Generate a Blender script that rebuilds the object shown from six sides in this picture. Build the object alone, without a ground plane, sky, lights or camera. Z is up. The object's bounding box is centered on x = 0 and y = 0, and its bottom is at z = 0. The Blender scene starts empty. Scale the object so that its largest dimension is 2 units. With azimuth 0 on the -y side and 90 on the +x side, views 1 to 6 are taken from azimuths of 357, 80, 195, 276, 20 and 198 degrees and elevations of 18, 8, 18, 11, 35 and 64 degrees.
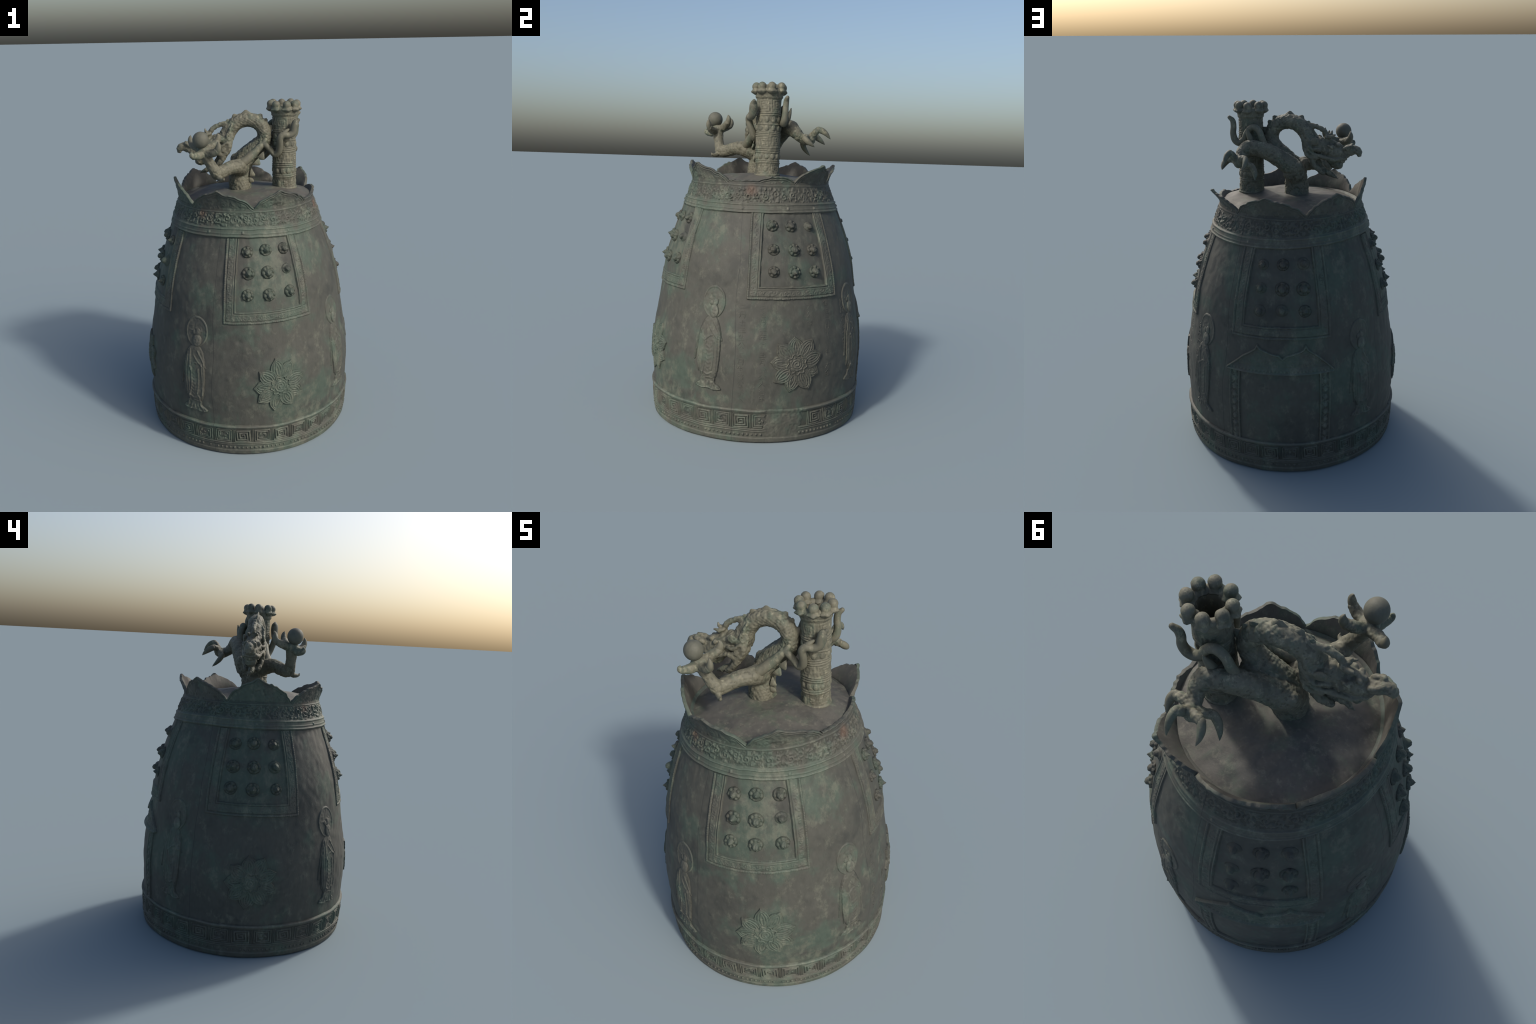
"""Old bronze Korean-style temple bell: barrel body with cast relief, crown of
upright petals, hollow sound tube and a crouching dragon that forms the loop."""
import bpy, bmesh, math, random
import numpy as np
from mathutils import Vector, Matrix

rng = np.random.default_rng(7)
random.seed(7)
RAD = math.radians
TAU = 2 * math.pi

# ------------------------------------------------------------------ helpers
def smooth(a, b, x):
    t = np.clip((np.asarray(x, float) - a) / (b - a), 0, 1)
    return t * t * (3 - 2 * t)

def hash3(i, j, k, seed):
    n = (i * 374761393 + j * 668265263 + k * 2147483647 + seed * 974711) & 0xFFFFFFFF
    n = ((n ^ (n >> 13)) * 1274126177) & 0xFFFFFFFF
    n = ((n ^ (n >> 16)) * 2246822519) & 0xFFFFFFFF
    return ((n ^ (n >> 15)) & 0xFFFFFF) / float(0xFFFFFF)

def vnoise(x, y, z, seed=0):
    """value noise, -1..1, vectorised"""
    x, y, z = np.broadcast_arrays(np.asarray(x, float), np.asarray(y, float), np.asarray(z, float))
    xi, yi, zi = [np.floor(a).astype(np.int64) for a in (x, y, z)]
    fx, fy, fz = x - xi, y - yi, z - zi
    fx, fy, fz = [f * f * (3 - 2 * f) for f in (fx, fy, fz)]
    out = 0
    for dx in (0, 1):
        for dy in (0, 1):
            for dz in (0, 1):
                w = (fx if dx else 1 - fx) * (fy if dy else 1 - fy) * (fz if dz else 1 - fz)
                out = out + w * hash3(xi + dx, yi + dy, zi + dz, seed)
    return out * 2 - 1

def fbm(x, y, z, seed=0, octaves=3):
    s, a = 0, 1.0
    for o in range(octaves):
        s = s + a * vnoise(x * 2 ** o, y * 2 ** o, z * 2 ** o, seed + 17 * o)
        a *= 0.5
    return s

def pchip(xs, ys):
    xs, ys = np.array(xs, float), np.array(ys, float)
    h = np.diff(xs); d = np.diff(ys) / h
    m = np.zeros_like(xs)
    m[0], m[-1] = d[0], d[-1]
    for i in range(1, len(xs) - 1):
        if d[i - 1] * d[i] > 0:
            w1, w2 = 2 * h[i] + h[i - 1], h[i] + 2 * h[i - 1]
            m[i] = (w1 + w2) / (w1 / d[i - 1] + w2 / d[i])
    def f(x):
        x = np.clip(x, xs[0], xs[-1])
        i = np.clip(np.searchsorted(xs, x) - 1, 0, len(xs) - 2)
        t = (x - xs[i]) / h[i]
        return ((2*t**3 - 3*t*t + 1) * ys[i] + (t**3 - 2*t*t + t) * h[i] * m[i]
                + (-2*t**3 + 3*t*t) * ys[i+1] + (t**3 - t*t) * h[i] * m[i+1])
    return f

def catmull(P, n):
    """resample control rows (any width) with a Catmull-Rom spline"""
    P = np.array(P, float)
    Q = np.vstack([2 * P[0] - P[1], P, 2 * P[-1] - P[-2]])
    out = []
    for i in range(len(P) - 1):
        a, b, c, d = Q[i:i + 4]
        for t in np.linspace(0, 1, n, endpoint=False):
            out.append(0.5 * ((2*b) + (c-a)*t + (2*a-5*b+4*c-d)*t*t + (-a+3*b-3*c+d)*t**3))
    out.append(P[-1])
    return np.array(out)

def seg_dist(u, v, pts, closed=False):
    pts = [np.array(p, float) for p in pts]
    if closed:
        pts = pts + [pts[0]]
    D = np.full(np.shape(u), 1e9)
    for a, b in zip(pts[:-1], pts[1:]):
        e = b - a
        t = np.clip(((u - a[0]) * e[0] + (v - a[1]) * e[1]) / max(e @ e, 1e-12), 0, 1)
        D = np.minimum(D, np.hypot(u - a[0] - t * e[0], v - a[1] - t * e[1]))
    return D

def inside(u, v, pts):
    c = np.zeros(np.shape(u), bool)
    n = len(pts)
    for i in range(n):
        (x0, y0), (x1, y1) = pts[i], pts[(i + 1) % n]
        if y0 == y1:
            continue
        k = ((y0 > v) != (y1 > v)) & (u < (x1 - x0) * (v - y0) / (y1 - y0) + x0)
        c ^= k
    return c

def signed(u, v, pts):
    """distance to a closed outline, positive inside"""
    d = seg_dist(u, v, pts, True)
    return np.where(inside(u, v, pts), d, -d)

def ridge(d, w):
    return np.clip(1 - (d / w) ** 2, 0, 1)

# ------------------------------------------------------------------ scene tree
COL = bpy.context.scene.collection

def empty(name, parent=None):
    o = bpy.data.objects.new(name, None)
    COL.objects.link(o)
    o.parent = parent
    return o

def obj(name, me, parent, mat=None):
    o = bpy.data.objects.new(name, me)
    COL.objects.link(o)
    o.parent = parent
    if mat is not None and not me.materials:
        for m in (mat if isinstance(mat, tuple) else (mat,)):
            me.materials.append(m)
    return o

def mesh_from(name, verts, faces, smooth_shade=True):
    me = bpy.data.meshes.new(name)
    verts = np.asarray(verts, np.float32).reshape(-1, 3)
    faces = np.asarray(faces, np.int32)
    k = faces.shape[1]
    me.vertices.add(len(verts))
    me.vertices.foreach_set("co", verts.ravel())
    me.loops.add(faces.size)
    me.loops.foreach_set("vertex_index", faces.ravel())
    me.polygons.add(len(faces))
    me.polygons.foreach_set("loop_start", np.arange(0, faces.size, k, dtype=np.int32))
    me.update(calc_edges=True)
    me.polygons.foreach_set("use_smooth", np.full(len(faces), smooth_shade, bool))
    me.update()
    return me

def grid_mesh(name, P, wrap=False, keep=None, height=None, tones=None):
    """P: (nu, nv, 3) points; faces wound so that u x v points outward"""
    nu, nv = P.shape[:2]
    idx = np.arange(nu * nv).reshape(nu, nv)
    A = idx if not wrap else np.vstack([idx, idx[:1]])
    f = np.stack([A[:-1, :-1], A[1:, :-1], A[1:, 1:], A[:-1, 1:]], -1)
    if keep is not None:
        K = keep if not wrap else np.vstack([keep, keep[:1]])
        f = f[K[:-1, :-1] | K[1:, :-1] | K[1:, 1:] | K[:-1, 1:]]
    f = f.reshape(-1, 4)
    V = P.reshape(-1, 3)
    level = None
    if tones is not None:               # 0 plain, 1 darker hollow, 2 paler high spot
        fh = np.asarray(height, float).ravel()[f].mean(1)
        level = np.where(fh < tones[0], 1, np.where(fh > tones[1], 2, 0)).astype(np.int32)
    if keep is not None:
        used = np.unique(f)
        m = np.full(len(V), -1)
        m[used] = np.arange(len(used))
        V, f = V[used], m[f]
    me = mesh_from(name, V, f)
    if level is not None:
        me.polygons.foreach_set("material_index", level)
    return me

# ------------------------------------------------------------------ materials
class Nodes:
    def __init__(self, name):
        self.m = bpy.data.materials.new(name)
        self.m.use_nodes = True
        self.t = self.m.node_tree
        self.t.nodes.clear()
        self.pos = self.new("ShaderNodeNewGeometry").outputs["Position"]
    def new(self, kind, **kw):
        n = self.t.nodes.new(kind)
        for k, v in kw.items():
            setattr(n, k, v)
        return n
    def link(self, a, b):
        if isinstance(a, (int, float, tuple, list)):
            b.default_value = a
        else:
            self.t.links.new(a, b)
    def noise(self, scale, detail=4, rough=0.55, stretch=None, offset=(0, 0, 0), dist=0.0):
        mp = self.new("ShaderNodeMapping")
        self.link(self.pos, mp.inputs["Vector"])
        mp.inputs["Location"].default_value = offset
        if stretch:
            mp.inputs["Scale"].default_value = stretch
        n = self.new("ShaderNodeTexNoise")
        self.link(mp.outputs[0], n.inputs["Vector"])
        n.inputs["Scale"].default_value = scale
        n.inputs["Detail"].default_value = detail
        n.inputs["Roughness"].default_value = rough
        n.inputs["Distortion"].default_value = dist
        return n.outputs["Fac"]
    def math(self, op, a, b=0.0, c=0.0, clamp=False):
        n = self.new("ShaderNodeMath", operation=op, use_clamp=clamp)
        for i, x in enumerate((a, b, c)):
            self.link(x, n.inputs[i])
        return n.outputs[0]
    def step(self, x, a, b):
        n = self.new("ShaderNodeMapRange", interpolation_type="SMOOTHSTEP")
        self.link(x, n.inputs["Value"])
        n.inputs["From Min"].default_value = a
        n.inputs["From Max"].default_value = b
        return n.outputs[0]
    def mix(self, fac, a, b, blend="MIX"):
        n = self.new("ShaderNodeMix", data_type="RGBA", blend_type=blend)
        self.link(fac, n.inputs["Factor"])
        for x, s in ((a, n.inputs["A"]), (b, n.inputs["B"])):
            if isinstance(x, tuple) and len(x) == 3:
                x = (*x, 1)
            self.link(x, s)
        return n.outputs["Result"]
    def near(self, p, r0, r1):
        """1 inside radius r0 of a point, 0 beyond r1"""
        n = self.new("ShaderNodeVectorMath", operation="DISTANCE")
        self.link(self.pos, n.inputs[0])
        n.inputs[1].default_value = p
        return self.step(n.outputs["Value"], r1, r0)
    def finish(self, color, rough, height, strength=0.3, distance=0.004, metallic=0.0):
        b = self.new("ShaderNodeBsdfPrincipled")
        self.link(color, b.inputs["Base Color"])
        self.link(rough, b.inputs["Roughness"])
        b.inputs["Metallic"].default_value = metallic
        b.inputs["Specular IOR Level"].default_value = 0.35
        bp = self.new("ShaderNodeBump")
        bp.inputs["Strength"].default_value = strength
        bp.inputs["Distance"].default_value = distance
        self.link(height, bp.inputs["Height"])
        self.link(bp.outputs[0], b.inputs["Normal"])
        o = self.new("ShaderNodeOutputMaterial")
        self.link(b.outputs[0], o.inputs["Surface"])
        return self.m

def on_bell(th, z, r=None):
    r = float(R0(z)) if r is None else r
    return (r * math.cos(RAD(th)), r * math.sin(RAD(th)), z)

SEAMS = (-112.0, -19.5, 68.8, 158.6)

def bronze(name, brown, green, dark, pale, green_lo, green_hi, spots=(), rust=(), seams=False, pale_amount=0.5, pale_spots=(), grain_scale=1.0):
    n = Nodes(name)
    q = grain_scale
    big = n.noise(3.2 * q, 5, 0.6, offset=(3.1, 1.7, 0.4), dist=0.6)
    mid = n.noise(9.0 * q, 6, 0.62, stretch=(1, 1, 0.7), offset=(0.7, 5.1, 2.0), dist=0.4)
    fine = n.noise(52.0, 6, 0.68, stretch=(1, 1, 0.55), offset=(1, 2, 3))
    grain = n.noise(190.0, 3, 0.6)
    gm = n.math("ADD", n.math("MULTIPLY", big, 0.55), n.math("MULTIPLY", mid, 0.45))
    for p, r0, r1, amount in spots:
        s = n.near(p, r0, r1)
        gm = n.math("ADD", gm, n.math("MULTIPLY", s, amount))
    gmask = n.step(gm, green_lo, green_hi)
    c = n.mix(gmask, brown, green)
    dm = n.step(n.noise(4.6 * q, 5, 0.6, offset=(9, 4, 6), dist=0.5), 0.52, 0.68)
    c = n.mix(n.math("MULTIPLY", dm, 0.55), c, dark)
    pm = n.math("ADD", n.noise(16.0 * q, 7, 0.74, stretch=(1, 1, .7), offset=(4, 8, 1)), n.math("MULTIPLY", gmask, 0.05))
    for p, r0, r1, amount in pale_spots:
        pm = n.math("ADD", pm, n.math("MULTIPLY", n.near(p, r0, r1), amount))
    pm = n.step(pm, 0.52, 0.70)
    c = n.mix(n.math("MULTIPLY", pm, pale_amount), c, pale)
    for p, r in rust:
        s = n.math("MULTIPLY", n.near(p, r * 0.2, r), n.step(mid, 0.38, 0.6))
        c = n.mix(n.math("MULTIPLY", s, 0.5), c, (0.125, 0.07, 0.048))
    v = n.math("ADD", 0.62, n.math("MULTIPLY", fine, 0.76))
    g = n.new("ShaderNodeCombineColor")
    for i in range(3):
        n.link(v, g.inputs[i])
    c = n.mix(1.0, c, g.outputs[0], "MULTIPLY")
    if seams:
        sp = n.new("ShaderNodeSeparateXYZ")
        n.link(n.pos, sp.inputs[0])
        ang = n.math("ARCTAN2", sp.outputs["Y"], sp.outputs["X"])
        wob = n.math("MULTIPLY", n.math("SUBTRACT", n.noise(2.2, 1, offset=(5, 5, 5)), 0.5), 0.09)
        ang = n.math("ADD", ang, wob)
        line = None
        for a in SEAMS:
            d = n.math("ABSOLUTE", n.math("SUBTRACT", ang, RAD(a)))
            s = n.step(d, 0.0042, 0.0012)
            line = s if line is None else n.math("MAXIMUM", line, s)
        c = n.mix(n.math("MULTIPLY", line, 0.6), c, (0.02, 0.02, 0.022))
    h = n.math("ADD", n.math("MULTIPLY", fine, 0.8), n.math("MULTIPLY", grain, 0.35))
    h = n.math("ADD", h, n.math("MULTIPLY", mid, 0.3))
    rough = n.math("ADD", 0.55, n.math("MULTIPLY", fine, 0.22))
    return n.finish(c, rough, h, 0.35, 0.004)

# ------------------------------------------------------------------ bell profile
R0 = pchip([0, .03, .08, .14, .20, .28, .40, .50, .57, .63, .70, .80, .89, .95, 1.05, 1.15, 1.24, 1.28, 1.34, 1.40, 1.44, 1.60],
           [.617, .622, .627, .631, .633, .636, .640, .635, .627, .616, .604, .588, .573, .563, .537, .505, .471, .456, .438, .418, .408, .395])

def lumps(th, z):
    x, y = np.cos(th) * .6, np.sin(th) * .6
    return .0028 * vnoise(x * 4.1, y * 4.1, z * 4.1, 3) + .0016 * vnoise(x * 11, y * 11, z * 11, 5)

OVAL = [(-180, -.004), (-150, .000), (-120, .000), (-95, .000), (-75, -.004), (-55, -.013), (-38, -.018), (-22, -.012), (-8, -.002), (10, .006),
        (25, .012), (45, .018), (65, .021), (80, .018), (95, .012), (115, .006), (140, -.002), (165, -.005), (180, -.004)]

def oval(th, z):
    """the casting is not quite round: fuller towards +y, flatter between -x and -y"""
    a = np.mod(np.degrees(th) + 180, 360) - 180
    g = sum(np.interp(np.mod(a + o + 180, 360) - 180, [p[0] for p in OVAL], [p[1] for p in OVAL]) for o in (-12, -4, 4, 12)) / 4
    flat = np.exp(-((a - 138) / 26) ** 2) * np.interp(z, [0, .25, .65, .85], [.006, .013, .013, 0])
    return g * np.interp(z, [0, .45, .7, 1.25, 1.45], [.55, .65, 1.0, 1.0, .6]) - flat + .004 * np.interp(z, [0, .12, .22], [1, 1, 0])

def radius(th, z):
    return R0(z) + lumps(th, z) + oval(th, z)

def shell_point(th, z, h):
    r = radius(th, z) + h
    return np.stack([r * np.cos(th), r * np.sin(th), z + 0 * r], -1)

def patch(name, th0, z0, U, V, H, floor=-.0012, keep=None, tones=None, tone_height=None):
    """relief sheet: U, V metres along the bell's skin, H metres proud of it"""
    z = z0 + V
    th = RAD(th0) + U / R0(z)
    k = H > floor
    if keep is not None:
        k &= keep
    return grid_mesh(name, shell_point(th, z, np.maximum(H, -.003)), keep=k, height=H if tone_height is None else tone_height, tones=tones)

def uv(u0, u1, v0, v1, step):
    nu, nv = int((u1 - u0) / step) + 2, int((v1 - v0) / step) + 2
    return np.meshgrid(np.linspace(u0, u1, nu), np.linspace(v0, v1, nv), indexing="ij")

def scrollwork(u, v, cell, row=0.5, seed=0, pitch=.011):
    """running vine scroll: one curl per cell, alternately turned"""
    i = np.floor(u / cell)
    h1 = hash3(i.astype(np.int64), 0 * i.astype(np.int64) + 3, 0 * i.astype(np.int64), seed)
    lu = u - (i + .5) * cell + (h1 - .5) * cell * .2
    turn = np.where(np.mod(i, 2) == 0, 1.0, -1.0)
    lv = v - turn * cell * .12 + (h1 - .5) * cell * .15
    d = np.hypot(lu, lv)
    phi = np.arctan2(lv, lu)
    s = .5 + .5 * np.cos(TAU * d / pitch - turn * phi + h1 * 5)
    leaf = .5 + .5 * np.cos(phi * 5 + TAU * d / (cell * .9) + h1 * 9)
    inner = smooth(cell * .42, cell * .26, d)
    return np.clip(inner * s ** 1.2 + (1 - inner) * (.25 + .75 * leaf) * smooth(-.35, .5, vnoise(u / .010, v / .010, 0 * u, seed + 4)), 0, 1)

# ------------------------------------------------------------------ materials used
GREEN_SPOTS = [
    (on_bell(-80, 1.22), .02, .30, .085), (on_bell(-79, .95), .02, .32, .10),
    (on_bell(-88, 1.40), .02, .28, .10), (on_bell(-76, .45), .05, .26, .085),
    (on_bell(-45, 1.25), .02, .25, .06), (on_bell(-40, .55), .02, .22, .05),
    (on_bell(-30, .75), .02, .30, .045), (on_bell(12, 1.05), .05, .32, .05),
    (on_bell(192, 1.40), .05, .35, .09), (on_bell(190, 1.05), .05, .38, .11),
    (on_bell(140, 1.20), .05, .32, .07), (on_bell(143, .60), .05, .35, .10),
    (on_bell(190, .45), .05, .32, .10), (on_bell(-60, .12), .05, .40, .06),
    (on_bell(0, .30), .05, .25, .05),
]
PALE_SPOTS = [(on_bell(-79, 1.08), .03, .24, 0.065), (on_bell(-70, 1.27), .02, .16, 0.052), (on_bell(-62, 0.260), .02, .14, 0.065), (on_bell(-82, 0.325), .02, .14, 0.046),
              (on_bell(-80, 0.065), .05, .36, 0.058), (on_bell(-40, 1.15), .02, .20, 0.033), (on_bell(-33, 0.325), .02, .20, 0.033), (on_bell(-125, 1.05), .02, .12, 0.033),
              (on_bell(-30, 0.617), .02, .22, 0.033)]
RUST = [(on_bell(-14.5, 1.39), .055), (on_bell(-128, 1.40), .045), (on_bell(112, 1.40), .05)]
def tint(c, k):
    return tuple(x * k for x in c)
BROWN, GREEN, DARK, PALE = (.059, .0605, .052), (.056, .077, .061), (.030, .033, .031), (.118, .124, .096)
M_BODY = bronze("weathered_bronze", BROWN, GREEN, DARK, PALE, .50, .63, GREEN_SPOTS, RUST, True, 0.6, PALE_SPOTS)
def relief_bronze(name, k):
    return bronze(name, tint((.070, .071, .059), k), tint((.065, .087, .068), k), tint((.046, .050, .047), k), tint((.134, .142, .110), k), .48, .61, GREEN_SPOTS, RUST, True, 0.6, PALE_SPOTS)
M_RELIEF = (relief_bronze("relief_bronze", 1.0), relief_bronze("dark_hollow_bronze", .68), relief_bronze("lightened_ridge_bronze", 1.22))  # plain tone, darker copy for the hollows, paler copy for the ridges
M_BOSS = (relief_bronze("boss_bronze", .74), relief_bronze("boss_hollow_bronze", .5), relief_bronze("boss_lightened_top_bronze", .8))  # plain tone, darker copy for the low faces between the lobes, paler copy for the tips
M_PLATE = bronze("crown_plate_bronze", (.086, .083, .072), (.080, .094, .072), (.044, .046, .043), (.155, .150, .118), .48, .62, pale_amount=0.7, grain_scale=1.7)
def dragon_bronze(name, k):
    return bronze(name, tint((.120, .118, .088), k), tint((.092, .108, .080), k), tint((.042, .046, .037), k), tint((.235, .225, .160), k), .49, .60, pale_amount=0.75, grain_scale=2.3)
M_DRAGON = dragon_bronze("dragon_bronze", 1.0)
M_TUBE = (M_DRAGON, dragon_bronze("dragon_hollow_bronze", .70), dragon_bronze("dragon_lightened_bump_bronze", 1.15))  # plain tone, darker copy for the low faces, paler copy for the raised bumps
M_JEWEL = bronze("jewel_bronze", (.094, .096, .076), (.084, .100, .076), (.066, .068, .056), (.124, .126, .098), .54, .68)

BELL = empty("temple_bell")
BELL["label"] = "old bronze temple bell with dragon loop and cast reliefs"
BELL["category"] = "temple bell"

# ------------------------------------------------------------------ bell body
def build_body():
    nth = 720
    th = np.linspace(-math.pi, math.pi, nth, endpoint=False)
    zo = np.concatenate([np.linspace(0, .03, 5), np.linspace(.036, 1.436, 290)])
    zi = np.linspace(1.40, 0, 24)
    T, Z = np.meshgrid(th, zo, indexing="ij")
    H = .0016 * vnoise(np.cos(T) * 22, np.sin(T) * 22, Z * 30, 9)
    # bruises and blow holes
    for a, z, r, d in [(-97.5, .715, .016, -.006), (-103.5, .50, .012, .004), (-110, .60, .03, -.0015), (45, 1.0, .03, -.0015),
                       (-130, .45, .05, -.002), (200, .78, .05, -.0015), (100, .35, .06, -.0015)]:
        dd = np.hypot((T - RAD((a + 180) % 360 - 180)) * .58, Z - z)
        H = H + d * np.exp(-(dd / r) ** 2)
    outer = shell_point(T, Z, H)
    lip = outer[:, -1:, :].copy(); lip[..., :2] *= .385 / .408; lip[..., 2] = 1.434
    Ti, Zi = np.meshgrid(th, zi, indexing="ij")
    ri = R0(Zi) - .045 - .012 * smooth(1.2, 1.4, Zi)
    inner = np.stack([ri * np.cos(Ti), ri * np.sin(Ti), Zi], -1)
    P = np.concatenate([outer, lip, inner, outer[:, :1, :]], 1)
    P[:, -1, 2] = 0
    return obj("bell_body", grid_mesh("bell_body", P, wrap=True), BELL, M_BODY)
build_body()

# ------------------------------------------------------------------ upper band with vine scroll
def band_shift(th):
    return -.011 * np.cos(th - RAD(15)) + .003 * np.sin(3 * th)

def build_upper_band():
    th = np.linspace(-math.pi, math.pi, 1300, endpoint=False)
    z = np.linspace(1.268, 1.438, 80)
    T, Z = np.meshgrid(th, z, indexing="ij")
    s = Z - band_shift(T) * smooth(1.43, 1.38, Z) + .002 * vnoise(np.cos(T) * 9, np.sin(T) * 9, 0 * T, 21)
    H = .003 + .002 * smooth(1.34, 1.333, s)
    strip = smooth(1.279, 1.284, s) * smooth(1.331, 1.326, s)
    H += .0035 * strip
    H += .0040 * ridge(np.abs(s - 1.326), .0065) + .0035 * ridge(np.abs(s - 1.284), .0055) + .0022 * ridge(np.abs(s - 1.300), .004)
    u = T * .43
    field = smooth(1.333, 1.340, s) * smooth(1.416, 1.408, s)
    wear = .6 + .4 * smooth(-.35, .35, fbm(np.cos(T) * 3, np.sin(T) * 3, Z * 3, 31))
    worn = .75 + .35 * vnoise(u / .02, s / .02, 0 * u, 27)
    H += field * (.0095 * wear * worn * scrollwork(u, s - 1.374, .0518, seed=2, pitch=.017) + .0016 * vnoise(u / .007, s / .007, 0 * u, 28))
    H += .003 * ridge(np.abs(s - 1.420), .005)
    for a in (-60, -20, 12, 33, 75, 130, 190, 240, -95):
        d = np.hypot((np.mod(T - RAD(a) + math.pi, TAU) - math.pi) * .45, s - 1.306)
        H += .006 * ridge(d, .009)
    H -= .008 * smooth(1.277, 1.270, s)
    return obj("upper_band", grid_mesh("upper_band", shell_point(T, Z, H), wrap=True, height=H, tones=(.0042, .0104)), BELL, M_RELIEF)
build_upper_band()

# ------------------------------------------------------------------ lower band: rails, fret motifs, beads
def repair(T, Z):
    a = np.mod(np.degrees(T) + 180, 360) - 180
    e = 1.2 * vnoise(Z * 60, a * .3, 0 * Z, 41)
    return smooth(-3.5, -1.5, a + e) * smooth(17.0, 15.0, a + e) * smooth(.036, .046, Z + .004 * vnoise(a * .5, 0 * a, 0 * a, 6))

def build_lower_band():
    th = np.linspace(-math.pi, math.pi, 1300, endpoint=False)
    z = np.linspace(0.001, .204, 92)
    T, Z = np.meshgrid(th, z, indexing="ij")
    s = Z + .0025 * vnoise(np.cos(T) * 7, np.sin(T) * 7, 0 * T, 23)
    u = T * .64
    rep = repair(T, Z)
    H = .0035 - .0035 * smooth(.087, .091, s) * smooth(.176, .172, s) * (1 - rep)
    top = .010 * ridge(np.abs(s - .190), .011) + .004 * ridge(np.abs(s - .178), .004)
    rails = .0055 * ridge(np.abs(s - .0835), .0045) + .0045 * ridge(np.abs(s - .072), .004) + .004 * smooth(.035, .028, s)
    H += top * (1 - .6 * rep) + rails * (1 - rep)
    H += .0009 * vnoise(u * 90, s * 90, 0 * u, 12) * (.4 + rep) + .0015 * vnoise(u * 22, s * 22, 0 * u, 13) * rep
    H -= .010 * smooth(.197, .203, s)
    H -= .010 * smooth(.010, .0, Z) ** 2
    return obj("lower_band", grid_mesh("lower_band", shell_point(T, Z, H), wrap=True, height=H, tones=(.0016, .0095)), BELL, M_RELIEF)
LOWER = build_lower_band()

def fret_height(u, v, w, h, spiral, seed):
    """square-meander tile (spiral) or framed cloud motif"""
    a, b = u / (w * .5), v / (h * .5)
    m = np.maximum(np.abs(a), np.abs(b))
    if spiral:
        p = .31
        phi = np.arctan2(b, a)
        k = smooth(.25, .75, .5 + .5 * np.cos(TAU * (m + p * phi / TAU) / p + 2.2))
        H = k * smooth(.04, .1, m)
    else:
        frame = ridge(np.abs(m - .88), .10) + ridge(np.abs(m - .64), .09)
        d = np.hypot(a, b); phi = np.arctan2(b, a)
        cloud = (.5 + .5 * np.cos(3 * phi + 9 * d + seed)) * smooth(.6, .45, m) * (.45 + .55 * np.cos(d * 11 + seed))
        cloud += .4 * vnoise(u / .007, v / .007, 0 * u, seed) * smooth(.62, .45, m)
        H = np.clip(frame + cloud, 0, 1)
    return np.clip(H, 0, 1) * smooth(1.02, .95, m)

def build_frets():
    k = 0
    runs = [(-112, -19.5, 9, 0), (-19.5, 68.8, 9, 1), (68.8, 158.6, 9, 1), (158.6, 248, 8, 1)]
    for a0, a1, count, first in runs:
        stepw = (a1 - a0) / count
        for i in range(count):
            th0 = a0 + (i + .5) * stepw
            if -2 < th0 < 15:
                continue
            w, h = RAD(stepw) * .637 - .016, .083
            U, V = uv(-w / 2 - .009, w / 2 + .009, -h / 2 - .004, h / 2 + .004, .0021)
            H = .0002 + .0095 * fret_height(U, V, w, h, (i + first) % 2 == 1, k)
            for off in (.0045,):
                H = np.maximum(H, .0002 + .0085 * ridge(np.abs(np.abs(U) - w / 2 - off), .0028) * smooth(h / 2 + .004, h / 2, np.abs(V)))
            wear = .7 + .3 * vnoise(U / .03, V / .03, 0 * U + k, 8)
            H = .0002 + (H - .0002) * wear
            T = RAD(th0) + U / .637
            H = H - .02 * repair(T, .13 + V)
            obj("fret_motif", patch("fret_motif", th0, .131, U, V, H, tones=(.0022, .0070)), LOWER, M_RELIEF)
            k += 1
build_frets()

def dome(n=10, m=5):
    """unit half-ball as verts/faces (quads and a fan built as quads)"""
    V, F = [], []
    for j in range(m + 1):
        a = j / m * math.pi / 2
        for i in range(n):
            V.append((math.cos(a) * math.cos(TAU * i / n), math.cos(a) * math.sin(TAU * i / n), math.sin(a)))
    for j in range(m):
        for i in range(n):
            F.append((j*n+i, j*n+(i+1) % n, (j+1)*n+(i+1) % n, (j+1)*n+i))
    return np.array(V), np.array(F)

def frame_at(th, z, h=0.0):
    """origin and axes (tangent, up, normal) on the bell's skin"""
    t, e = RAD(th), .03
    def q(a, b):
        return shell_point(np.array(a), np.array(b), np.array(h))
    tan = q(t + e, z) - q(t - e, z)
    tan /= np.linalg.norm(tan)
    up = q(t, z + .02) - q(t, z - .02)
    up -= tan * (up @ tan)
    up /= np.linalg.norm(up)
    nor = np.cross(tan, up)
    p = q(t, z)
    return p, tan, up, nor

def build_beads():
    Vs, Fs, n = [], [], 0
    dv, df = dome(8, 3)
    for i in range(160):
        a = -180 + 360 * i / 160
        if -3 < a < 15 or random.random() < .06:
            continue
        p, t, u, nn = frame_at(a, .052 + random.uniform(-.001, .001), .003)
        r = .0080 * random.uniform(.75, 1.1)
        M = np.stack([t, u, nn])
        Vs.append(p + (dv * (r, r * 1.05, r * .9)) @ M)
        Fs.append(df + n); n += len(dv)
    o = obj("bead_row", mesh_from("bead_row", np.vstack(Vs), np.vstack(Fs)), LOWER, M_RELIEF)
    o["kind"] = "stuff"
build_beads()

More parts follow.
